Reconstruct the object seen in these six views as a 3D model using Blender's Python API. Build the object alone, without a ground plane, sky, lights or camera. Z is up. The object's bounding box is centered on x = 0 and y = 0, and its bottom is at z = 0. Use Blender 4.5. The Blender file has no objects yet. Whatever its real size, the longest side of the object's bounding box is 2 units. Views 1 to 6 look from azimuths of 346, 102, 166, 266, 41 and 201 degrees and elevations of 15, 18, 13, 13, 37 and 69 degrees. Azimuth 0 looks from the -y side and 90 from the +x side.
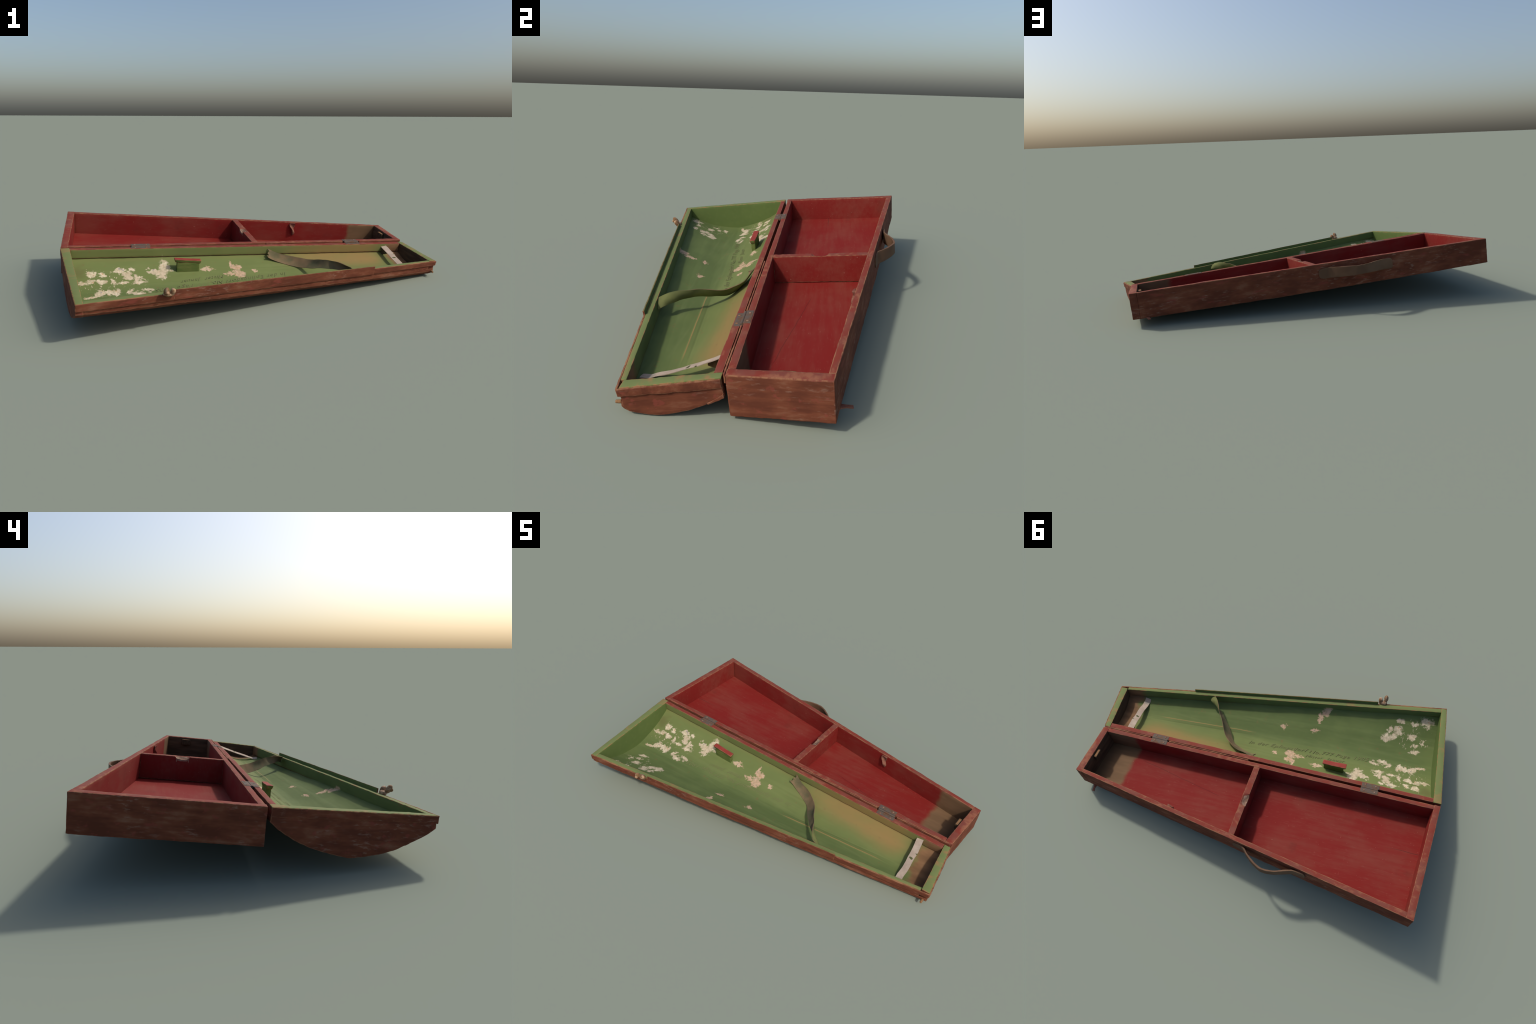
# Open tapered wooden case: red tray hinged to a green, belly-bottomed lid.
import bpy, bmesh, math, random
from mathutils import Matrix, Vector, noise

random.seed(7)

# ------------------------------------------------------------------ frames
# The case lies tilted; tray and lid each have a frame whose XY plane is the
# rim plane, X along the hinge, Y across (tray +y, lid -y), Z out of the box.
def frame(o, ex, ey, ez):
    m = Matrix.Identity(4)
    for i, a in enumerate((ex, ey, ez, o)):
        for r in range(3):
            m[r][i] = a[r]
    return m

def ortho(o, ex, n):
    n = Vector(n).normalized()
    ex = Vector(ex); ex = (ex - n * ex.dot(n)).normalized()
    return frame(Vector(o), ex, n.cross(ex), n)

TRAY = ortho((-0.9730, -0.0149, 0.2543), (0.9931, 0.1019, -0.0577), (0.0684, -0.1041, 0.9922))
LID = ortho((-0.9778, -0.0283, 0.2562), (0.9925, 0.1034, -0.0650), (0.0775, -0.1210, 0.9896))

# ------------------------------------------------------------------ outline
T_LEN, L_LEN = 1.9214, 1.9329
def tray_back(x):  return 0.6233 - (x - 0.0416) * 0.16953      # outer back face
def lid_front(x):  return -(0.6200 - (x - 0.0465) * 0.1679) - .004 * math.sin(math.pi * min(1, max(0, x / 1.95)))   # outer front face, slightly bowed
def tray_left(y):  return -.006 + y / 0.6233 * 0.0448
def tray_right(y): return T_LEN + .0015 + y / 0.2993 * 0.0314
def lid_left(y):   return -.0008 - y / 0.6192 * 0.0470
def lid_right(y):  return L_LEN + .0012 - y / 0.2978 * 0.0278

def interp(x, xs, ys):
    if x <= xs[0]: return ys[0]
    for i in range(1, len(xs)):
        if x <= xs[i]:
            t = (x - xs[i-1]) / (xs[i] - xs[i-1])
            return ys[i-1] * (1 - t) + ys[i] * t
    return ys[-1]

# belly of the lid: depth across the width, at the wide and the narrow end
BV = [0, .05, .167, .25, .34, .43, .49, .57, .69, .77, .855, .93, .97, 1]
BL = [-.052, -.077, -.116, -.1356, -.150, -.162, -.167, -.161, -.146, -.130, -.104, -.079, -.064, -.048]
BR = [-.063, -.070, -.081, -.089, -.095, -.099, -.102, -.104, -.102, -.098, -.092, -.084, -.076, -.062]
SHELL = 0.018
def belly(x, v):
    s = min(1, max(0, x / 1.93))
    return interp(v, BV, BL) * (1 - s) + interp(v, BV, BR) * s
def board_lift(x, v):
    # the belly boards are thicker half way along, most of all near the front wall
    s = min(1, max(0, x / 1.93))
    mid = math.sin(math.pi * s) ** 1.2
    front = max(0, min(1, (s - .04) / .12)) * max(0, min(1, (.80 - s) / .35))
    g = lambda c, w: math.exp(-((v - c) / w) ** 2)
    return mid * (.006 * g(.20, .13) - .0015 * g(.47, .10) + .009 * g(.72, .12)) + .012 * front * g(.91, .08) \
        + .007 * max(0, min(1, (s - .06) / .10)) * max(0, min(1, (.58 - s) / .20)) * g(.76, .10)
def lid_floor(x, y):
    v = min(1, max(0, y / lid_front(x)))
    return belly(x, v) + SHELL + board_lift(x, v)

def twist_lid(p):
    u = p.x / 1.94
    v = min(1, max(0, -p.y / 0.62)) if u < .5 else min(1, max(0, -p.y / 0.30))
    v = min(1, max(0, p.y / lid_front(p.x)))
    p.z += (1-u)*((1-v)*-.0022 + v*.0022) + u*((1-v)*.0040 + v*-.0040)
def twist_none(p): pass

# ------------------------------------------------------------------ node kit
class Kit:
    def __init__(self, name, rough=0.75, spec=0.12):
        self.m = bpy.data.materials.new(name); self.m.use_nodes = True
        self.t = self.m.node_tree; self.n = self.t.nodes; self.n.clear()
        self.out = self.n.new('ShaderNodeOutputMaterial')
        self.b = self.n.new('ShaderNodeBsdfPrincipled')
        self.b.inputs['Roughness'].default_value = rough
        self.b.inputs['Specular IOR Level'].default_value = spec
        self.t.links.new(self.b.outputs[0], self.out.inputs[0])
        tc = self.n.new('ShaderNodeTexCoord'); self.co = tc.outputs['Object']
    def put(self, sock, val):
        if isinstance(val, bpy.types.NodeSocket): self.t.links.new(val, sock)
        elif isinstance(val, (tuple, list)) and len(val) == 3 and sock.type == 'RGBA': sock.default_value = (*val, 1)
        else: sock.default_value = val
    def math(self, op, a, b=0.0, clamp=False):
        n = self.n.new('ShaderNodeMath'); n.operation = op; n.use_clamp = clamp
        self.put(n.inputs[0], a); self.put(n.inputs[1], b); return n.outputs[0]
    def vmath(self, op, a, b):
        n = self.n.new('ShaderNodeVectorMath'); n.operation = op
        self.put(n.inputs[0], a); self.put(n.inputs[1], b)
        return n.outputs['Value'] if op in ('LENGTH', 'DOT_PRODUCT') else n.outputs[0]
    def noise(self, scale, detail=4, off=0.0, rough=.55, color=False, co=None):
        mp = self.n.new('ShaderNodeMapping')
        self.put(mp.inputs['Vector'], co or self.co)
        s = scale if isinstance(scale, tuple) else (scale,) * 3
        mp.inputs['Scale'].default_value = s; mp.inputs['Location'].default_value = (off, off * 1.7, off * .6)
        n = self.n.new('ShaderNodeTexNoise'); n.inputs['Scale'].default_value = 1
        n.inputs['Detail'].default_value = detail; n.inputs['Roughness'].default_value = rough
        self.put(n.inputs['Vector'], mp.outputs[0]); return n.outputs['Color' if color else 'Fac']
    def step(self, x, lo, hi):            # smooth 0..1 between lo and hi
        n = self.n.new('ShaderNodeMapRange'); n.interpolation_type = 'SMOOTHSTEP'
        self.put(n.inputs['Value'], x)
        if lo <= hi: a, b, c, d = lo, hi, 0, 1
        else: a, b, c, d = hi, lo, 1, 0
        for k, v in zip(('From Min', 'From Max', 'To Min', 'To Max'), (a, b, c, d)): n.inputs[k].default_value = v
        return n.outputs[0]
    def mix(self, f, a, b):
        n = self.n.new('ShaderNodeMix'); n.data_type = 'RGBA'
        self.put(n.inputs[0], f); self.put(n.inputs[6], a); self.put(n.inputs[7], b); return n.outputs[2]
    def xyz(self, co=None):
        n = self.n.new('ShaderNodeSeparateXYZ'); self.put(n.inputs[0], co or self.co); return n.outputs
    def ellipse(self, co, c, r):          # distance in units of the radii
        d = self.vmath('SUBTRACT', co, c)
        d = self.vmath('MULTIPLY', d, tuple(1 / k if k else 0 for k in r))
        return self.vmath('LENGTH', d, (0, 0, 0))
    def ragged(self, amount, scale, off=0):
        n = self.noise(scale, 3, off, color=True)
        d = self.vmath('SUBTRACT', n, (.5, .5, .5))
        d = self.vmath('MULTIPLY', d, (amount,) * 3)
        return self.vmath('ADD', self.co, d)
    def bump(self, h, strength=.3, dist=.002):
        n = self.n.new('ShaderNodeBump'); n.inputs['Strength'].default_value = strength
        n.inputs['Distance'].default_value = dist; self.put(n.inputs['Height'], h)
        self.t.links.new(n.outputs[0], self.b.inputs['Normal'])
    def done(self, col):
        self.put(self.b.inputs['Base Color'], col); return self.m

RED, RED_DUSTY = (.176, .0140, .0110), (.182, .034, .0235)
WOOD, WOOD_DARK = (.185, .100, .048), (.105, .056, .028)
WORN = (.300, .130, .058)
GREEN, GREEN_DEEP, GREEN_PALE = (.115, .150, .050), (.096, .130, .043), (.152, .180, .070)
OUT, OUT_PALE, OUT_DARK = (.162, .051, .026), (.222, .106, .064), (.108, .033, .018)

def bare_wood(k, off=0):
    g = k.noise((2.5, 60, 60), 5, 3 + off)
    return k.mix(k.step(g, .35, .68), WOOD_DARK, WOOD)

def mat_tray_inside():
    k = Kit('red_paint_inside', .72)
    streak = k.noise((5, 55, 40), 5, 1)
    cloud = k.noise((4, 5, 5), 4, 9)
    c = k.mix(k.step(k.math('ADD', k.math('MULTIPLY', streak, .40), k.math('MULTIPLY', cloud, .80)), .48, .82), RED, RED_DUSTY)
    fine = k.noise((30, 160, 160), 3, 4)
    c = k.mix(k.math('MULTIPLY', k.step(fine, .58, .75), .35), c, (.21, .055, .042))
    stain = k.noise((8, 8, 8), 5, 44)
    c = k.mix(k.math('MULTIPLY', k.step(stain, .60, .76), .5), c, (.115, .020, .014))
    # thin dark lines across the floor
    x, y, z = k.xyz()
    warp = k.math('MULTIPLY', k.noise(9, 2, 5), .012)
    line = k.math('ABSOLUTE', k.math('SUBTRACT', k.math('ADD', k.math('ADD', y, warp), k.math('MULTIPLY', x, .205)), .4405))
    on = k.math('MULTIPLY', k.step(x, 1.15, 1.2), k.step(x, 1.70, 1.64))
    on = k.math('MULTIPLY', on, k.step(z, -.118, -.121))
    c = k.mix(k.math('MULTIPLY', k.math('MULTIPLY', k.step(line, .0026, .0008), on), .4), c, (.05, .015, .012))
    line2 = k.math('ABSOLUTE', k.math('SUBTRACT', y, k.math('ADD', warp, .240)))
    on2 = k.math('MULTIPLY', k.step(x, .24, .10), k.step(z, -.118, -.121))
    c = k.mix(k.math('MULTIPLY', k.math('MULTIPLY', k.step(line2, .0025, .0008), on2), .6), c, (.05, .015, .012))
    speck = k.noise(120, 1, 8)
    c = k.mix(k.math('MULTIPLY', k.step(speck, .76, .80), .5), c, (.38, .22, .16))
    # bare end of the tray
    edge = k.math('ADD', x, k.math('MULTIPLY', k.math('SUBTRACT', k.noise((12, 16, 16), 3, 6), .5), .055))
    edge = k.math('SUBTRACT', edge, k.math('MULTIPLY', y, .06))
    bare = k.mix(k.step(k.noise((6, 30, 30), 5, 2), .2, .8), (.130, .076, .039), (.180, .104, .054))
    bare = k.mix(k.step(x, 1.80, 1.9), bare, k.mix(.5, bare, WOOD_DARK))
    c = k.mix(k.step(edge, 1.698, 1.732), c, bare)
    k.bump(streak, .25, .0012)
    return k.done(c)

def mat_end_bare():
    k = Kit('bare_wood_end', .85)
    g = k.noise((50, 6, 50), 5, 2)
    c = k.mix(k.step(g, .3, .7), (.060, .036, .021), (.115, .068, .038))
    k.bump(g, .3, .0015); return k.done(c)

def mat_rim_red():
    k = Kit('worn_red_rim', .72)
    g = k.noise((30, 42, 42), 5, 2)
    blot = k.noise((9, 14, 14), 4, 5)
    x, y, z = k.xyz()
    red = k.mix(k.step(blot, .38, .62), (.182, .034, .022), (.168, .050, .035))
    wear = k.math('ADD', k.math('MULTIPLY', g, .55), k.math('MULTIPLY', k.noise((10, 14, 14), 4, 12), .6))
    wear = k.math('ADD', wear, k.math('MULTIPLY', k.step(x, 1.86, 1.93), .07))
    c = k.mix(k.math('MULTIPLY', k.step(wear, .60, .76), .75), red, (.255, .100, .055))
    k.bump(g, .3, .001); return k.done(c)

def mat_worn_edge(name, a, b):
    k = Kit(name, .8)
    g = k.noise((22, 60, 60), 4, 3)
    c = k.mix(k.step(g, .40, .60), a, b)
    k.bump(g, .3, .001); return k.done(c)

def mat_outside(ends=False):
    k = Kit('weathered_red_brown_paint' if not ends else 'weathered_end_paint', .8, .12)
    grain = k.noise((70, 5, 75) if ends else (3.0, 70, 70), 6, 1, .6)
    patch = k.noise((16, 9, 24) if ends else (7, 16, 16), 5, 4)
    x, y, z = k.xyz()
    f = k.math('ADD', k.math('MULTIPLY', grain, .32), k.math('MULTIPLY', patch, .70))
    c = k.mix(k.step(f, .40, .60), OUT_DARK, OUT)
    c = k.mix(k.math('MULTIPLY', k.step(f, .54, .70), .8), c, OUT_PALE)
    scuff = k.noise((30, 26, 110) if ends else (26, 30, 110), 5, 8, .6)
    sc = k.math('MULTIPLY', k.step(scuff, .54, .68), k.step(k.noise((5, 5, 7), 3, 33), .42, .62))
    c = k.mix(k.math('MULTIPLY', sc, .6), c, (.265, .160, .118))
    red = k.noise((9, 30, 40), 3, 15)
    c = k.mix(k.math('MULTIPLY', k.step(red, .58, .70), .6), c, (.215, .050, .035))
    k.bump(grain, .5, .002); return k.done(c)

# beige bare patches on the lid floor: centre x, y and half sizes
CHIPS = [
    (.382, -.232, .020, .012), (.326, -.254, .030, .013), (.303, -.238, .013, .016), (.352, -.173, .026, .016),
    (.344, -.141, .011, .012), (.272, -.173, .023, .007), (.237, -.240, .012, .018), (.205, -.236, .020, .014),
    (.165, -.243, .021, .018), (.122, -.263, .023, .008), (.232, -.160, .010, .014), (.313, -.140, .010, .012),
    (.296, -.121, .018, .018), (.321, -.091, .013, .011), (.269, -.093, .021, .011), (.179, -.155, .018, .013),
    (.181, -.113, .015, .010), (.134, -.150, .016, .010), (.129, -.105, .018, .011), (.085, -.165, .024, .011),
    (.170, -.362, .020, .008), (.347, -.406, .021, .019), (.309, -.419, .023, .015), (.335, -.452, .012, .012),
    (.288, -.460, .023, .018), (.281, -.514, .022, .010), (.197, -.513, .021, .007), (.131, -.540, .031, .020),
    (.203, -.448, .018, .012), (.171, -.404, .016, .007), (.134, -.429, .008, .012),
    (.947, -.137, .011, .009), (.861, -.151, .024, .026), (.851, -.105, .022, .016), (.818, -.145, .022, .010),
    (.832, -.083, .008, .018), (.949, -.328, .012, .014), (.746, -.421, .010, .024), (.758, -.340, .016, .010),
    (.717, -.465, .018, .028), (.487, -.084, .021, .034), (.460, -.125, .022, .024), (.421, -.105, .028, .012),
    (.699, -.107, .024, .010)]

def green_base(k):
    streak = k.noise((4, 45, 45), 5, 2)
    cloud = k.noise((5, 6, 6), 4, 7)
    c = k.mix(k.step(cloud, .35, .68), GREEN_DEEP, GREEN)
    c = k.mix(k.math('MULTIPLY', k.step(streak, .48, .72), .3), c, GREEN_PALE)
    dk = k.noise((3, 38, 38), 4, 55)
    c = k.mix(k.math('MULTIPLY', k.step(dk, .56, .74), .2), c, (.066, .088, .028))
    return c, streak

def mat_green_inside():
    k = Kit('chipped_green_paint', .72)
    c, streak = green_base(k)
    x, y, z = k.xyz()
    # paler strip beside the hinge, browned towards the narrow end
    near = k.step(y, -.27, -.16)
    c = k.mix(k.math('MULTIPLY', near, .35), c, (.180, .200, .064))
    stain = k.noise((3.2, 7, 7), 4, 21)
    zone = k.math('MULTIPLY', k.step(y, -.25, -.07), k.math('MULTIPLY', k.step(x, .75, 1.45), k.step(x, 1.92, 1.66)))
    far = k.math('MULTIPLY', k.step(y, -.08, -.02), .55)
    zone = k.math('MAXIMUM', zone, far)
    f = k.math('MULTIPLY', k.math('ADD', k.math('MULTIPLY', zone, .8), k.math('SUBTRACT', stain, .5)), zone)
    c = k.mix(k.math('MULTIPLY', k.step(f, .05, 1.0), .9), c, (.245, .150, .055))
    # rusty specks and grime
    sp = k.noise(34, 4, 31)
    c = k.mix(k.math('MULTIPLY', k.step(sp, .62, .74), .45), c, (.17, .11, .045))
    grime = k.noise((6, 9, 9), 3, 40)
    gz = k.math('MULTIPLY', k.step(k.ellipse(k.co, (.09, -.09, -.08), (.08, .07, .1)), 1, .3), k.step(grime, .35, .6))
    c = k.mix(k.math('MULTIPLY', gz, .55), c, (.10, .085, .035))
    # flaked patches
    rg = k.ragged(.060, 34, 3)
    r2 = k.vmath('MULTIPLY', k.vmath('SUBTRACT', k.noise((70, 110, 110), 3, 13, color=True), (.5, .5, .5)), (.030, .022, 0))
    rg = k.vmath('ADD', rg, r2)
    rg2 = k.noise(60, 4, 6)
    flat = k.vmath('MULTIPLY', rg, (1, 1, 0))
    d = None
    for (cx, cy, rx, ry) in CHIPS:
        e = k.ellipse(flat, (cx, cy, 0), (rx, ry, 0))
        d = e if d is None else k.math('MINIMUM', d, e)
    d = k.math('ADD', d, k.math('MULTIPLY', k.math('SUBTRACT', rg2, .5), 1.5))
    chip = k.math('MULTIPLY', k.step(d, 1.52, .84), k.math('ADD', .72, k.math('MULTIPLY', k.step(k.noise((90, 60, 60), 3, 91), .35, .6), .28)))
    # crumbs around the big clusters
    clus = k.math('MAXIMUM', k.step(k.ellipse(k.co, (.22, -.17, 0), (.17, .11, 0)), 1, .6), k.step(k.ellipse(k.co, (.2, -.45, 0), (.13, .10, 0)), 1, .6))
    crumb = k.math('MULTIPLY', k.step(k.noise((75, 45, 45), 4, 17), .61, .66), clus)
    chip = k.math('MAXIMUM', chip, k.math('MULTIPLY', crumb, .8))
    pale = k.mix(k.step(k.noise(26, 3, 50), .42, .62), (.480, .385, .265), (.580, .485, .345))
    pale = k.mix(k.math('MULTIPLY', k.step(x, .55, .75), .7), pale, (.46, .275, .175))
    pale = k.mix(k.math('MULTIPLY', k.step(k.noise(60, 2, 60), .66, .71), .8), pale, (.48, .245, .10))
    pale = k.mix(k.math('MULTIPLY', k.step(k.noise(60, 2, 66), .66, .71), .7), pale, (.20, .19, .20))
    inside = k.step(z, -.030, -.040)
    c = k.mix(k.math('MULTIPLY', chip, inside), c, pale)
    # split board: pale line
    line = k.math('ABSOLUTE', k.math('SUBTRACT', y, k.math('ADD', k.math('MULTIPLY', x, .083), k.math('ADD', -.3405, k.math('MULTIPLY', k.noise(14, 2, 70), .004)))))
    on = k.math('MULTIPLY', k.step(x, 1.10, 1.16), k.step(x, 1.70, 1.62))
    c = k.mix(k.math('MULTIPLY', k.math('MULTIPLY', k.step(line, .0035, .0012), on), .75), c, (.27, .165, .065))
    # unpainted narrow end
    edge = k.math('ADD', x, k.math('MULTIPLY', k.math('SUBTRACT', k.noise((9, 13, 13), 4, 80), .5), .16))
    wood = k.mix(k.step(k.noise((8, 22, 22), 5, 82), .25, .75), (.145, .078, .038), (.225, .122, .060))
    c = k.mix(k.step(edge, 1.800, 1.845), c, wood)
    k.bump(k.math('SUBTRACT', k.math('MULTIPLY', streak, .4), k.math('MULTIPLY', chip, .5)), .35, .0015)
    return k.done(c)

def mat_green_plain():
    k = Kit('green_paint', .7)
    c, s = green_base(k)
    c = k.mix(.5, c, (.090, .135, .033))
    k.bump(s, .25, .001); return k.done(c)

def mat_green_rim():
    k = Kit('worn_green_rim', .72)
    c, s = green_base(k)
    x, y, z = k.xyz()
    c = k.mix(.6, c, (.160, .186, .068))
    w = k.math('ADD', k.noise((11, 18, 18), 4, 5), k.math('MULTIPLY', k.step(x, 1.55, 1.95), .10))
    corner = k.math('MULTIPLY', k.step(x, .10, .03), k.step(y, -.30, -.02))
    w = k.math('ADD', w, k.math('MULTIPLY', corner, .14))
    c = k.mix(k.math('MULTIPLY', k.step(w, .58, .78), .85), c, (.270, .145, .064))
    k.bump(s, .3, .001); return k.done(c)

def simple(name, a, b, scale, rough=.75, metal=0.0, lo=.38, hi=.64, off=0.0):
    k = Kit(name, rough); g = k.noise(scale, 4, off)
    k.b.inputs['Metallic'].default_value = metal
    k.bump(g, .3, .001)
    return k.done(k.mix(k.step(g, lo, hi), a, b))

def mat_paper():
    k = Kit('paper', .85, .2)
    g = k.noise(40, 4, 1)
    c = k.mix(k.step(g, .3, .7), (.350, .270, .205), (.430, .340, .265))
    rg = k.ragged(.018, 70, 2)
    fl = k.vmath('MULTIPLY', rg, (1, 1, 0))
    d = k.math('MINIMUM', k.ellipse(fl, (1.799, -.138, 0), (.011, .006, 0)), k.ellipse(fl, (1.812, -.108, 0), (.006, .003, 0)))
    c = k.mix(k.step(d, 1.1, .8), c, (.075, .080, .030))
    x, y, z = k.xyz()
    c = k.mix(k.math('MULTIPLY', k.step(k.ellipse(fl, (1.797, -.262, 0), (.018, .016, 0)), 1.1, .6), .6), c, (.27, .25, .21))
    return k.done(c)

def mat_block():
    k = Kit('green_block_paint', .7)
    x, y, z = k.xyz()
    g = k.noise((12, 50, 50), 4, 3)
    c = k.mix(k.step(g, .35, .65), (.085, .120, .030), (.135, .150, .045))
    k.bump(g, .25, .001); return k.done(c)

M = dict(
    red=mat_tray_inside(), endbare=mat_end_bare(), rim=mat_rim_red(), out=mat_outside(), outend=mat_outside(True),
    edge=mat_worn_edge('worn_wood_edge', (.170, .050, .034), (.250, .110, .058)),
    outedge=mat_worn_edge('worn_outer_edge', (.150, .052, .029), (.225, .102, .055)),
    gedge=mat_worn_edge('worn_green_edge', (.130, .160, .050), (.270, .140, .064)),
    striptop=mat_worn_edge('worn_orange_wood', (.190, .082, .040), (.290, .150, .068)),
    green=mat_green_inside(), gplain=mat_green_plain(), grim=mat_green_rim(),
    leather=simple('handle_leather', (.118, .064, .037), (.158, .092, .054), (6, 6, 9), .6),
    strap=simple('olive_webbing', (.100, .092, .048), (.205, .132, .072), (7, 9, 9), .9),
    strapback=simple('olive_webbing_back', (.105, .115, .042), (.150, .160, .055), (9, 9, 9), .85),
    paper=mat_paper(),
    steel=simple('rusty_steel', (.100, .077, .061), (.118, .062, .036), 38, .65, .0, .44, .64),
    screw=simple('rusty_screw', (.17, .085, .045), (.22, .14, .10), 90, .65, 0.),
    block=mat_block(),
    blocktop=simple('red_block_top', (.235, .036, .026), (.245, .056, .040), (14, 40, 40), .65),
    pale=simple('fresh_split_wood', (.200, .115, .075), (.300, .190, .135), 60, .85),  # colour browned down to match the shaded divider notch
    splinter=simple('split_red_wood', (.150, .052, .036), (.215, .100, .066), (40, 40, 90), .85),
    knob=simple('worn_knob_wood', (.180, .098, .046), (.420, .275, .175), 55, .6, 0, .42, .66),
    ink=simple('pencil_marks', (.138, .148, .062), (.150, .155, .066), 30, .9),
    bare=simple('bare_brown_wood', (.150, .080, .038), (.240, .130, .062), (20, 60, 60), .85),
    bracket=simple('brown_sliver', (.085, .060, .028), (.140, .092, .045), 30, .85),
    dark=simple('old_dark_wood', (.055, .035, .020), (.100, .062, .034), 40, .9),
)

# ------------------------------------------------------------------ mesh kit
case = bpy.data.objects.new('wooden_case', None)
bpy.context.collection.objects.link(case)
case['label'] = 'open tapered wooden case, red tray and green curved lid'
case['category'] = 'wooden case'
case.empty_display_size = .2

def register(name, mesh, parent=None, mat=None):
    o = bpy.data.objects.new(name, mesh); bpy.context.collection.objects.link(o)
    if parent is None or parent is case:
        o.parent = case
        if mat is not None: o.matrix_world = mat
    else:
        o.parent = parent
    return o

def finish(bm, name, mats, parent, frame_m=None, warp=twist_none, wob=(.0012, 9), fine=.0004, sharp=32, smooth=True):
    bm.normal_update()
    for v in bm.verts:
        p = v.co
        a = noise.noise(p * wob[1]) * wob[0] + noise.noise(p * 55 + Vector((5, 1, 2))) * fine
        v.co = p + v.normal * a
    for v in bm.verts: warp(v.co)
    me = bpy.data.meshes.new(name)
    bmesh.ops.recalc_face_normals(bm, faces=bm.faces)
    bm.to_mesh(me); bm.free()
    for m in mats: me.materials.append(m)
    me.polygons.foreach_set('use_smooth', [smooth] * len(me.polygons))
    me.set_sharp_from_angle(angle=math.radians(sharp))
    return register(name, me, parent, frame_m)

SIDES = ('a0', 'a1', 'b0', 'b1', 'c0', 'c1')
def slab(name, fn, res, mats, sides, parent, frame_m=None, bevel=.0025, warp=twist_none, edge_mat=None,
         wob=(.0012, 9), fine=.0004, edge_noise=.0012, post=None, bevels=None):
    """Solid whose points are fn(a,b,c), a,b,c in 0..1; sides maps each of the
    six faces to a material slot; the twelve edges are rounded and worn."""
    na, nb, nc = res
    bm = bmesh.new(); grid = {}
    def vert(i, j, l):
        k = (i, j, l)
        if k not in grid: grid[k] = bm.verts.new(fn(i / na, j / nb, l / nc))
        return grid[k]
    lay = bm.faces.layers.int.new('side')
    def quad(ks, s):
        f = bm.faces.new([vert(*k) for k in ks]); f[lay] = s
    for j in range(nb):
        for l in range(nc):
            quad([(0, j, l), (0, j, l+1), (0, j+1, l+1), (0, j+1, l)], 0)
            quad([(na, j, l), (na, j+1, l), (na, j+1, l+1), (na, j, l+1)], 1)
    for i in range(na):
        for l in range(nc):
            quad([(i, 0, l), (i+1, 0, l), (i+1, 0, l+1), (i, 0, l+1)], 2)
            quad([(i, nb, l), (i, nb, l+1), (i+1, nb, l+1), (i+1, nb, l)], 3)
        for j in range(nb):
            quad([(i, j, 0), (i, j+1, 0), (i+1, j+1, 0), (i+1, j, 0)], 4)
            quad([(i, j, nc), (i+1, j, nc), (i+1, j+1, nc), (i, j+1, nc)], 5)
    bmesh.ops.recalc_face_normals(bm, faces=bm.faces)
    if bevel:
        es = [e for e in bm.edges if len(e.link_faces) == 2 and e.link_faces[0][lay] != e.link_faces[1][lay]]
        r = bmesh.ops.bevel(bm, geom=es, offset=bevel, segments=2, profile=.6, affect='EDGES', clamp_overlap=True)
        for f in r['faces']: f[lay] = 6
        for v in {v for f in r['faces'] for v in f.verts}:
                p = v.co
                v.co = p + Vector((noise.noise(p * 70), noise.noise(p * 70 + Vector((9, 0, 0))), noise.noise(p * 70 + Vector((0, 9, 0))))) * edge_noise
    for f in bm.faces:
        s = f[lay]
        if s == 6:
            e = edge_mat if edge_mat is not None else 0
            if isinstance(e, tuple):      # (rim edges, lower edges)
                e = e[0] if f.calc_center_median().z > -.006 else e[1]
            f.material_index = e
        else:
            f.material_index = sides[SIDES[s]]
    if post: post(bm)
    return finish(bm, name, mats, parent, frame_m, warp, wob, fine)

def lerp(a, b, t): return a + (b - a) * t

def box8(lo4, hi4):
    """fn for slab: lo4/hi4 are four (x,y,z): [a0b0, a1b0, a1b1, a0b1] at c=0 and c=1"""
    lo4 = [Vector(p) for p in lo4]; hi4 = [Vector(p) for p in hi4]
    def fn(a, b, c):
        q = []
        for s in (lo4, hi4):
            q.append(lerp(lerp(s[0], s[1], a), lerp(s[3], s[2], a), b))
        return lerp(q[0], q[1], c)
    return fn

def sides(**kw):
    d = {s: 0 for s in SIDES}; d.update(kw); return d

# ================================================================== TRAY
TB = -.124                       # floor level
# bottom board = the tray itself
def tray_bottom(a, b, c):
    y = None
    x = a
    # a along length, b across hinge->back, c up
    yl = .6233 * b; yr = .2993 * b
    pl = Vector((tray_left(yl) + .003, yl, 0)); pr = Vector((tray_right(yr) - .003, yr, 0))
    p = lerp(pl, pr, a)
    p.y = lerp(.003, tray_back(p.x) - .003, b)
    p.z = lerp(-.1352 - .006 * math.sin(math.pi * a), TB + .0015 - .002 * a, c)
    return p
tray = slab('tray', tray_bottom, (120, 40, 1), [M['red'], M['out'], M['outedge']],
            sides(a0=1, a1=1, b0=1, b1=1, c0=1, c1=0), case, TRAY, bevel=.003, edge_mat=2, wob=(.0015, 7))

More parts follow.
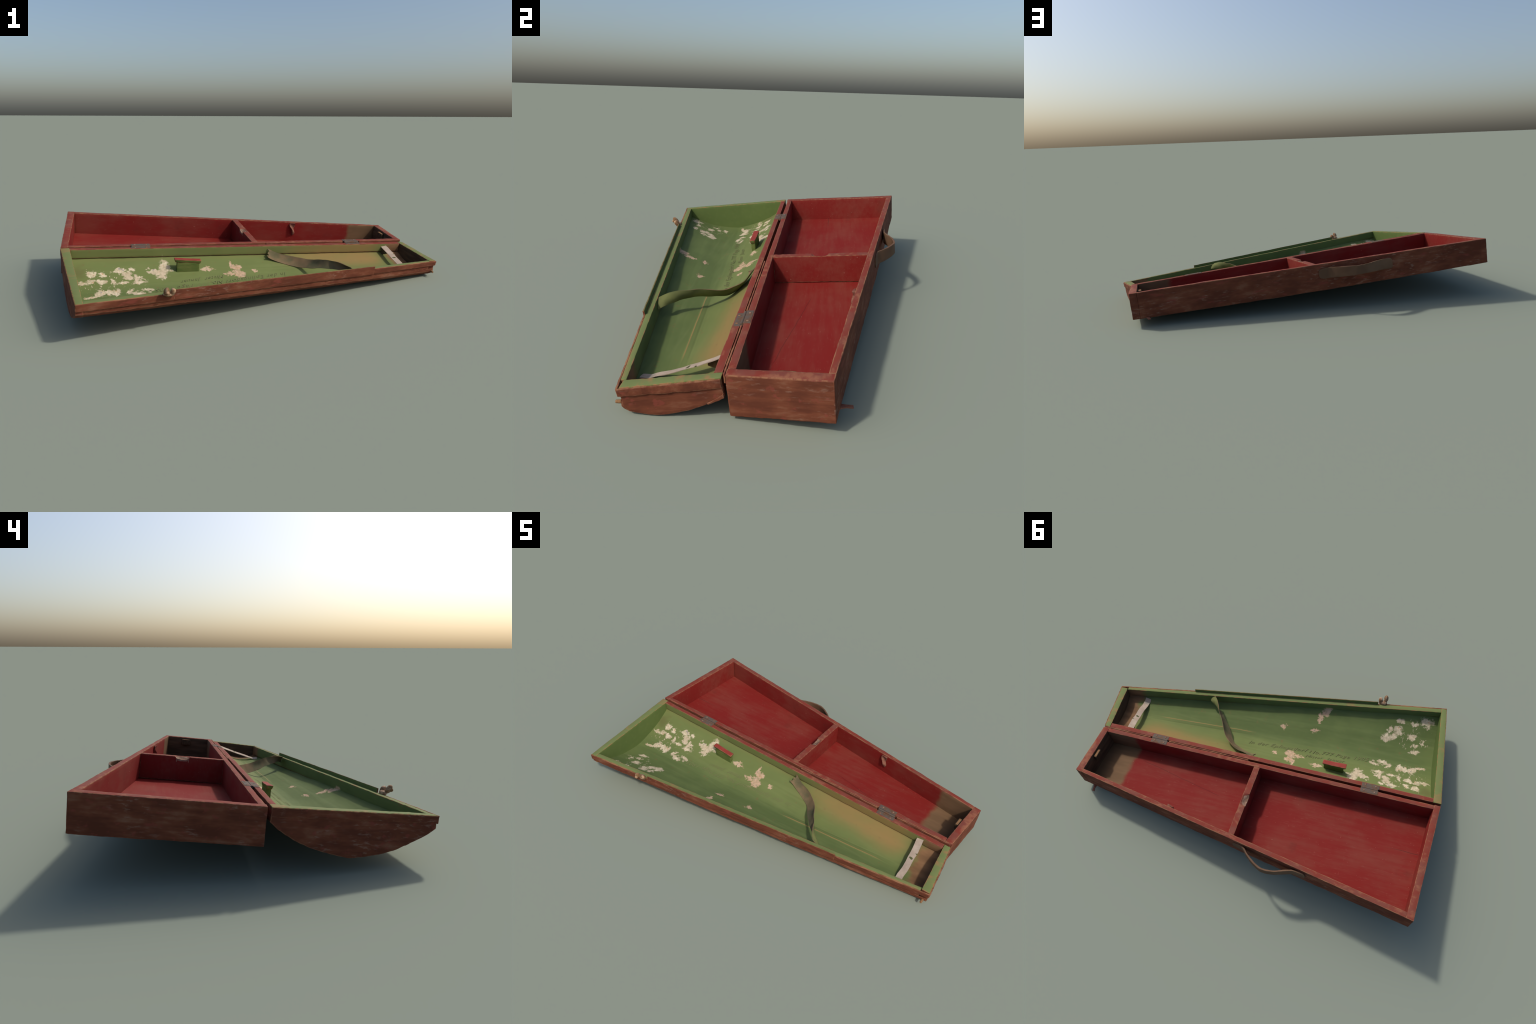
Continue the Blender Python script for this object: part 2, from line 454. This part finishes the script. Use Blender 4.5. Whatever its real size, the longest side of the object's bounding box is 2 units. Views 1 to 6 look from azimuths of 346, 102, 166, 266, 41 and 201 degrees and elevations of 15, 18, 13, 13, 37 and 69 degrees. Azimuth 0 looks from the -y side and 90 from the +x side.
def tray_wall(name, o4, mats, sd, res, depth=-.1338, bow=0.0, **kw):
    lo = [(x, y, depth) for x, y in o4]; hi = [(x, y, .001) for x, y in o4]
    base = box8(lo, hi)
    def fn(a, b, c):
        p = base(a, b, c)
        if bow:
            p.z -= (1 - c) * (bow * math.sin(math.pi * min(1, max(0, p.x / 1.94))) + .0022 * noise.noise(Vector((p.x * 9, p.y * 9, 4))))
        return p
    return slab(name, fn, res, mats, sd, tray, **kw)

TW = [M['red'], M['rim'], M['out'], M['edge'], M['endbare'], M['outend'], M['outedge']]
# hinge-side board (b0 is outside)
tray_wall('side_board', [(.027, .0030), (1.8885, .0012), (1.8885, .0265), (.027, .0265)], TW,
          sides(b0=2, b1=0, c1=1, c0=2), (130, 2, 8), edge_mat=(3, 2), bow=.006)
# back board
def back_y(x, t): return tray_back(x) - t
tray_wall('side_board', [(.073, back_y(.073, .029)), (1.9165, back_y(1.9165, .0225)), (1.9165, tray_back(1.9165)), (.073, tray_back(.073))], TW,
          sides(b0=0, b1=2, c1=1, c0=2), (130, 2, 8), edge_mat=(3, 2), bow=.006, wob=(.0018, 7), bevel=.0035)
# end boards run the full width
tray_wall('end_board', [(-.006, 0), (.0265, .0), (.0752, .6174), (.0388, .6236)], TW,
          sides(a0=5, a1=0, b0=2, b1=2, c1=1, c0=2), (2, 46, 8), edge_mat=(3, 2), bow=.006)
tray_wall('end_board', [(1.888, .0), (1.9232, 0), (1.9543, .2996), (1.9167, .3058)], TW,
          sides(a0=4, a1=5, b0=2, b1=2, c1=1, c0=2), (2, 26, 8), edge_mat=(3, 2), bow=.006, bevel=.0035)

# divider, chipped in the middle of its top edge
def chip_top(bm):
    for v in bm.verts:
        y, z = v.co.y, v.co.z
        t = (y - .232) / .036
        if abs(t) < 1 and z > -.03:
            xm = .978 + .017 * y / .43
            side = min(1, max(0, (1.006 + .04 * y - v.co.x) / .028))
            v.co.z -= (1 - t * t) ** .7 * .016 * side * (1 if z > -.012 else .5) * (1 + .35 * noise.noise(v.co * 90))
    for f in bm.faces:
        c = f.calc_center_median()
        if abs(c.y - .230) < .031 and c.z > -.0225 and c.z < -.003 and c.x < 1.006 and f.normal.z > -.5:
            f.material_index = 3
tray_wall('divider', [(.9740, .026), (1.0080, .026), (1.0230, .436), (.9905, .436)], [M['red'], M['rim'], M['edge'], M['pale']],
          sides(c1=1), (8, 90, 16), depth=-.1205, edge_mat=2, post=chip_top)

# thin slat along the hinge edge, split off by a groove
def slat(x0, x1, y0=-.0062, y1=-.0012):
    tray_wall('hinge_slat', [(x0, y0), (x1, y0), (x1, y1), (x0, y1)], [M['edge'], M['out']], sides(c0=1, b0=1),
              (60, 1, 2), depth=-.028, bevel=.0012, edge_mat=0, edge_noise=.0009)
slat(1.634, 1.918)
slat(1.05, 1.522)

# square peg on the narrow end wall
slab('peg', box8([(1.884, .143, -.047), (1.899, .143, -.047), (1.903, .195, -.047), (1.888, .195, -.047)],
                 [(1.881, .143, -.011), (1.899, .143, -.011), (1.903, .195, -.011), (1.885, .195, -.011)]), (2, 4, 3),
     [M['dark'], M['bare']], sides(c1=1), tray, bevel=.003, edge_mat=0)

# broken clip on the back wall: jagged splinter hanging below the rim
def clip_fn(a, b, c):
    z = lerp(-.082, -.004, c)
    w = .004 + .013 * c + .003 * math.sin(c * 9)
    xc = 1.377 - .007 * c + .004 * math.sin(c * 6)
    yw = tray_back(1.37) - .029
    return Vector((xc + (a - .5) * 2 * w, yw + .004 - b * (.013 + .008 * math.sin(c * 5 + a * 2)) * (.35 + .65 * math.sin(min(1, c * 1.2) * 2.2)), z))
slab('clip', clip_fn, (4, 3, 12), [M['splinter']], sides(), tray, bevel=.0015, wob=(.003, 40), fine=.001)

# tongue sticking out under the back edge
def tongue(a, b, c):
    y = lerp(.296, .347, b)
    w = .011 * (1 - .5 * b) + .002 * math.sin(b * 8)
    return Vector((1.880 + (a - .5) * 2 * w - .003 * b, y, -.1372 + .007 * c * (1 - .5 * b) + .002 * math.sin(b * 3)))
slab('splinter', tongue, (3, 6, 1), [M['splinter']], sides(), tray, bevel=.0012, wob=(.0015, 40))

# leather carrying handle: loop standing off the back wall
HX = [.992, .975, .955, .929, .899, .8595, .819, .792, .765, .733, .693, .657, .628, .600, .588]
HO = [.0035, .0040, .0045, .008, .031, .055, .068, .067, .061, .049, .028, .0115, .0075, .0050, .0045]
def catmull(ps, t):
    n = len(ps) - 1; f = t * n; i = min(n - 1, int(f)); f -= i
    p0, p1, p2, p3 = ps[max(0, i-1)], ps[i], ps[i+1], ps[min(n, i+2)]
    return .5 * ((2*p1) + (p2-p0)*f + (2*p0-5*p1+4*p2-p3)*f*f + (3*p1-p0-3*p2+p3)*f*f*f)
HP = [Vector((x, tray_back(x) + o, 0)) for x, o in zip(HX, HO)]
def handle_fn(a, b, c):
    p = catmull(HP, a); q = catmull(HP, min(1, a + .01)); r = catmull(HP, max(0, a - .01))
    d = (q - r).normalized(); nrm = Vector((d.y, -d.x, 0))
    if nrm.y < 0: nrm = -nrm
    end = min(1, a / .075, (1 - a) / .06)
    half = .026 * (max(0.0, 1 - (1 - end) ** 2)) ** .5 if end < 1 else .026 + .002 * math.sin(a * 9)
    half = max(half, .006)
    th = .0085 - .003 * abs(2 * a - 1)
    return p + nrm * (b - .5) * th + Vector((0, 0, -.0525 + .004 * math.sin(a * 3.1) + (c - .5) * 2 * half))
slab('handle', handle_fn, (70, 1, 6), [M['leather']], sides(), tray, bevel=.002, wob=(.0015, 14), fine=.0003)

# ================================================================== LID
IN = .006                         # body set back behind the rim strip
# belly boards = the lid itself
def split_step(x, y):             # a sprung board edge inside the narrow half
    d = y - (.083 * x - .3405)
    on = max(0, min(1, (x - 1.08) / .12)) * max(0, min(1, (1.75 - x) / .15))
    st = 1 / (1 + math.exp(-d / .0012)) * math.exp(-max(0, d) / .014)
    groove = math.exp(-((d - .023) / .004) ** 2)  # dip modelled where a dark shadow line runs beside the sprung edge
    return on * (.0045 * st - .0018 * groove)
def shell_fn(a, b, c):
    # b: hinge -> front.  b is spread evenly
    xl = lid_left(-.6192 * b) + .0025; xr = lid_right(-.2978 * b) - .0075
    x = lerp(xl, xr, a)
    yf = lid_front(x) + IN
    y = lerp(-.0005, yf, b)
    z = belly(x, b)
    if c > .5: z += SHELL + board_lift(x, b) + split_step(x, y)
    return Vector((x, y, z))
lid = slab('lid', shell_fn, (190, 130, 1), [M['green'], M['out'], M['outedge']],
           sides(a0=2, a1=1, b0=1, b1=1, c0=1, c1=0), case, LID, bevel=.004, edge_mat=2, warp=twist_lid,
           wob=(.0020, 6), edge_noise=.0020)

LW = [M['green'], M['grim'], M['out'], M['gedge'], M['rim'], M['edge'], M['endbare'], M['gplain'], M['outedge'], M['outend']]
def lid_wall(name, o4, sd, res, zlo, ztop=0.0, mats=LW, **kw):
    lo = [(x, y, z) for (x, y), z in zip(o4, zlo)]
    zt = ztop if isinstance(ztop, tuple) else (ztop,) * 4
    hi = [(x, y, z) for (x, y), z in zip(o4, zt)]
    return slab(name, box8(lo, hi), res, mats, sd, lid, warp=twist_lid, **kw)

# hinge-side board: red rim
lid_wall('side_board', [(.042, -.0245), (1.899, -.0275), (1.899, -.0008), (.042, -.0008)],
         sides(b0=0, b1=2, c1=4, c0=2), (130, 2, 4), (-.045, -.049, -.044, -.036), edge_mat=(5, 8))
# front board (inner, green rim)
def fy(x, t): return lid_front(x) + t
def front_wall(a, b, c):
    x = lerp(.072, 1.916, a)
    y = lerp(fy(x, IN), fy(x, lerp(.0315, .0240, a) + .0055 * math.sin(math.pi * a)), b)
    return Vector((x, y, lerp(lerp(lerp(-.038, -.052, a), lerp(-.048, -.058, a), b), -.0005, c)))
slab('side_board', front_wall, (130, 2, 4), LW, sides(b0=2, b1=0, c1=1, c0=2), lid, warp=twist_lid, edge_mat=(3, 8))

# end panels, cut to the belly
def end_panel(x_out, x_in, name, face_in, face_out, y0, y1, front_fn, rows=8, zt=0.0, **kw):
    def fn(a, b, c):
        # a: outside(0) -> inside(1), b: hinge -> front, c: bottom -> top
        y = lerp(y0, y1, b)
        x = lerp(x_out(y), x_in(y), a)
        v = min(1, max(0, b))
        zb = belly(x, v) + .0012
        return Vector((x, y, lerp(zb, zt, c)))
    return slab(name, fn, (2, 48, rows), LW, sides(a0=face_out, a1=face_in, b0=2, b1=2, c1=1, c0=2), lid, warp=twist_lid, **kw)
end_panel(lambda y: lid_left(y), lambda y: lid_left(y) + .041 + .011 * y / .62, 'end_board', 7, 9, -.0002, -.6130, None, edge_mat=(3, 8))
end_panel(lambda y: lid_right(y) - .004, lambda y: lid_right(y) - .0345 - .008 * (-y / .3), 'end_board', 6, 9, -.0002, -.2900, None, edge_mat=(3, 8))

# rim strips: the raised band round the outer edge, and the tall lip
RS = [M['striptop'], M['out'], M['outedge']]
def strip(name, x0, x1, zb, zt, thick=.0065, top=0, **kw):
    o = [(x0, fy(x0, 0)), (x1, fy(x1, 0)), (x1, fy(x1, thick)), (x0, fy(x0, thick))]
    return lid_wall(name, o, sides(b0=1, b1=0, c1=top, c0=1, a0=1, a1=1), kw.pop('res', (60, 1, 4)), (zb[0], zb[1], zb[1], zb[0]),
                    (zt[0], zt[1], zt[1], zt[0]), mats=RS, edge_mat=2, **kw)
strip('rim_strip', .0462, .437, (-.0305, -.030), (0, 0), bevel=.002, res=(26, 1, 4))
strip('rim_strip', 1.508, 1.960, (-.0285, -.026), (.0004, -.0005), bevel=.002, edge_noise=.0015, res=(40, 1, 4))
RSL = [M['gplain'], M['out'], M['outedge']]
o = [(.4365, fy(.4365, -.0004)), (1.5105, fy(1.5105, -.0020)), (1.5105, fy(1.5105, .0075)), (.4365, fy(.4365, .0080))]
oo = [(x, y + t, z) for (x, y), t, z in zip(o, (.0006, .0006, -.0030, -.0030), (.0176, .0146, .0156, .0186))]
slab('lip_board', box8([(x, y, -.0295) for x, y in o], oo), (110, 1, 6), RSL, sides(b0=1, b1=0, c1=0, c0=1, a0=1, a1=1), lid,
     warp=twist_lid, edge_mat=2, bevel=.0014, edge_noise=.0008)
# strip across the narrow end
o = [(lid_right(-.002) - .0045, -.002), (lid_right(-.002) + .001, -.002), (lid_right(-.2978) + .001, -.2978), (lid_right(-.2978) - .0045, -.2978)]
lid_wall('rim_strip', o, sides(a0=1, a1=1, b0=1, b1=1, c1=0, c0=1), (1, 26, 4), (-.031, -.031, -.027, -.027), (-.0015,) * 4, mats=RS, edge_mat=2, bevel=.0022, edge_noise=.002)

# thin strip across the wide end, nearly flush
o = [(lid_left(-.001) - .0012, -.001), (lid_left(-.001) + .006, -.001), (lid_left(-.617) + .006, -.617), (lid_left(-.617) - .0012, -.617)]
lid_wall('rim_strip', o, sides(a0=3, a1=1, b0=1, b1=1, c1=0, c0=1), (1, 46, 3), (-.033, -.033, -.028, -.028), (-.0016,) * 4,
         mats=RS + [M['outend']], edge_mat=(0, 2), bevel=.0012, edge_noise=.0008)

# split ledge at the narrow hinge corner
def ledge(a, b, c):
    y = lerp(.0012, -.048, b)
    x1 = lid_right(y) + .0022 * (1 - b) ** .5 - .002
    zb = belly(1.93, max(0, -y / .3)) - .001
    return Vector((lerp(lid_right(y) - .020, x1, a), y, zb + c * lerp(.014, .004, b)))
slab('ledge', ledge, (2, 14, 1), [M['outend'], M['outedge']], sides(), lid, warp=twist_lid, edge_mat=1, bevel=.0012, wob=(.002, 25))

# T-shaped block standing on the lid floor
def block_top(a, b, c):
    x = lerp(.5260, .6605, a); y = lerp(-.0935 - .005 * a, -.1235 - .003 * a, b)
    flare = lerp(.75, 1, c)
    ym = -.1085 - .004 * a; xm = .593
    return Vector((xm + (x - xm) * lerp(.93, 1, c), ym + (y - ym) * flare, lerp(-.042, -.0255, c) - .008 * a))
blk = slab('block', block_top, (12, 4, 2), [M['block'], M['blocktop'], M['edge']], sides(c1=1), lid, bevel=.0028, edge_mat=2, wob=(.0015, 18))
def block_stem(a, b, c):
    x = lerp(.540, .652, a); y = lerp(-.098 - .004 * a, -.119 - .003 * a, b)
    return Vector((x, y, lerp(lid_floor(x, y) - .006, -.040 - .008 * a, c)))
slab('block_stem', block_stem, (10, 3, 6), [M['block']], sides(), lid, bevel=.002)

# loose webbing strap from hinge wall to front wall
SU = [(1.052, -.0285, -.016), (1.105, -.053, -.031), (1.160, -.071, -.040), (1.210, -.106, -.040), (1.251, -.147, -.035),
      (1.291, -.220, -.008), (1.317, -.257, .001), (1.338, -.300, .009), (1.358, -.338, .008), (1.378, -.362, .004)]
SD = [(1.034, -.068, -.044), (1.067, -.073, -.061), (1.128, -.096, -.077), (1.195, -.133, -.083), (1.236, -.192, -.066),
      (1.283, -.251, -.044), (1.322, -.289, -.035), (1.362, -.318, -.030), (1.398, -.342, -.026), (1.413, -.362, -.034)]
SU = [Vector(p) for p in SU]; SD = [Vector(p) for p in SD]
def strap_fn(a, b, c):
    u, d = catmull(SU, a), catmull(SD, a)
    t = (catmull(SU, min(1, a + .01)) - catmull(SU, max(0, a - .01))).normalized()
    n = t.cross(d - u).normalized()
    e = 0.0
    if a < .02: e = .012 * abs(math.sin(b * 7))
    return lerp(u, d, b) + t * e + n * ((c - .5) * .0026 + .004 * math.sin(b * math.pi))
slab('strap', strap_fn, (60, 8, 1), [M['strap'], M['strapback']], sides(c0=0, c1=1), lid, bevel=0, wob=(.002, 25), fine=.0005)

# paper strip bridging the narrow end, and its bracket
PA = [Vector(p) for p in ((1.790, -.026, -.0125), (1.795, -.08, -.0275), (1.799, -.14, -.0435), (1.800, -.20, -.0580),
      (1.799, -.245, -.0680), (1.798, -.270, -.0730), (1.799, -.292, -.0690))]
def paper_fn(a, b, c):
    p = catmull(PA, a)
    w = .0160 + .0006 * math.sin(a * 11) + .0008 * math.sin(a * 23 + b * 3)
    return p + Vector(((b - .5) * 2 * w, 0, (b - .5) * .007 + (c - .5) * .0022))
slab('paper_strip', paper_fn, (40, 6, 1), [M['paper']], sides(), lid, bevel=0, wob=(.0018, 30))
def bracket_fn(a, b, c):
    # curled sliver hanging below the hinge end of the paper
    y = lerp(-.026, -.075, b)
    zb = lerp(-.062, -.040, b ** 1.5)
    return Vector((1.780 + .006 * a + .012 * b * b, y, lerp(zb, -.017 - .30 * (-y - .026), c)))
slab('bracket', bracket_fn, (1, 8, 5), [M['bracket']], sides(), lid, bevel=.001, wob=(.002, 30))

# worn two-lobed thumb piece on the front edge
bm = bmesh.new()
def blob(c, r, rot=(0, 0, 0)):
    m = Matrix.Translation(c) @ Matrix.Rotation(rot[2], 4, 'Z') @ Matrix.Rotation(rot[0], 4, 'X') @ Matrix.Diagonal((*r, 1))
    bmesh.ops.create_icosphere(bm, subdivisions=3, radius=1, matrix=m)
blob((.397, -.583, .024), (.0125, .013, .021), (.55, 0, 0))
blob((.426, -.572, .017), (.0115, .012, .017), (.45, 0, 0))
blob((.410, -.566, .004), (.025, .014, .012), (.1, 0, 0))
blob((.398, -.594, .021), (.009, .010, .009))
me = bpy.data.meshes.new('thumb_piece'); bm.to_mesh(me); bm.free()
tmp = bpy.data.objects.new('tmp', me); bpy.context.collection.objects.link(tmp)
md = tmp.modifiers.new('r', 'REMESH'); md.mode = 'VOXEL'; md.voxel_size = .0016
ms = tmp.modifiers.new('s', 'SMOOTH'); ms.iterations = 4; ms.factor = .5
dg = bpy.context.evaluated_depsgraph_get()
me2 = bpy.data.meshes.new_from_object(tmp.evaluated_get(dg)); bpy.data.objects.remove(tmp)
bm = bmesh.new(); bm.from_mesh(me2)
finish(bm, 'thumb_piece', [M['knob']], lid, warp=twist_lid, wob=(.0015, 60), fine=.0003, sharp=60)

# little pin near the narrow front corner
bm = bmesh.new()
bmesh.ops.create_cone(bm, cap_ends=True, segments=14, radius1=.0062, radius2=.0052, depth=.024,
                      matrix=Matrix.Translation((1.938, -.306, -.062)) @ Matrix.Rotation(math.radians(90), 4, 'X'))
bmesh.ops.bevel(bm, geom=[e for e in bm.edges if e.calc_face_angle(0) > .8], offset=.0012, segments=2, affect='EDGES')
finish(bm, 'pin', [M['bare']], lid, wob=(.001, 60), sharp=50)

# faint pencilled note, two lines, read from the tray side
def note(txt, x0, y0, slope, size, shear=.35):
    cu = bpy.data.curves.new('handwriting', 'FONT'); cu.body = txt; cu.size = size; cu.shear = shear; cu.space_character = 1.15
    cu.resolution_u = 3
    ob = bpy.data.objects.new('tmp', cu); bpy.context.collection.objects.link(ob)
    dg = bpy.context.evaluated_depsgraph_get()
    me = bpy.data.meshes.new_from_object(ob.evaluated_get(dg)); bpy.data.objects.remove(ob)
    for v in me.vertices:
        tx, ty = v.co.x, v.co.y
        j = .004 * noise.noise(Vector((tx * 14, 3, 1)))
        x = x0 - tx; y = y0 - ty * .9 + slope * tx + j
        p = Vector((x, y, 0)); p.z = lid_floor(x, y) + split_step(x, y) + .0022; twist_lid(p); v.co = p
    me.flip_normals(); me.name = 'handwriting'; me.materials.clear(); me.materials.append(M['ink'])
    o = register('handwriting', me, lid); o['kind'] = 'stuff'
note('In der Epfingsdorf No.777 Page 1905 -', 1.118, -.158, -.105, .040)
note('Mitter  Januar', .775, -.155, -.115, .034)

# ================================================================== HINGES
def hinge(xa, xb, lid_x):
    w = xb - xa
    def leaf_t(a, b, c):
        return Vector((lerp(xa, xb, a), lerp(-.001, .0235, b), lerp(-.002, .0024, c)))
    h = slab('hinge', leaf_t, (8, 3, 1), [M['steel']], sides(), case, TRAY, bevel=.0006, wob=(.0005, 30), fine=.0003, edge_noise=.0004)
    inv = TRAY.inverted() @ LID
    def lf(a, b, c):
        p = Vector((lerp(lid_x, lid_x + w, a), lerp(-.0225, .0015, b), lerp(-.002, .0012, c)))
        twist_lid(p); return inv @ p
    slab('hinge_leaf', lf, (8, 3, 1), [M['steel']], sides(), h, bevel=.0006, wob=(.0005, 30), fine=.0003, edge_noise=.0004)
    bm = bmesh.new()
    bmesh.ops.create_cone(bm, cap_ends=True, segments=16, radius1=.0055, radius2=.0055, depth=w * .96,
        matrix=Matrix.Translation(((xa + xb) / 2 + (.002), -.0062, -.0025)) @ Matrix.Rotation(math.radians(90), 4, 'Y'))
    finish(bm, 'hinge_knuckle', [M['steel']], h, wob=(.0006, 40), sharp=40)
    def head(p):
        bm = bmesh.new()
        bmesh.ops.create_uvsphere(bm, u_segments=14, v_segments=8, radius=.0052, matrix=Matrix.Translation(p) @ Matrix.Diagonal((1, 1, .35, 1)))
        finish(bm, 'screw', [M['screw']], h, wob=(.0003, 90), fine=0, sharp=60)
    for t in (.2, .8):
        head(Vector((lerp(xa, xb, t), .0125, .0026)))
        p = Vector((lid_x + w * t, -.0125, .0013)); twist_lid(p); head(inv @ p)
hinge(.3235, .4185, .3275)
hinge(1.5285, 1.6225, 1.5385)
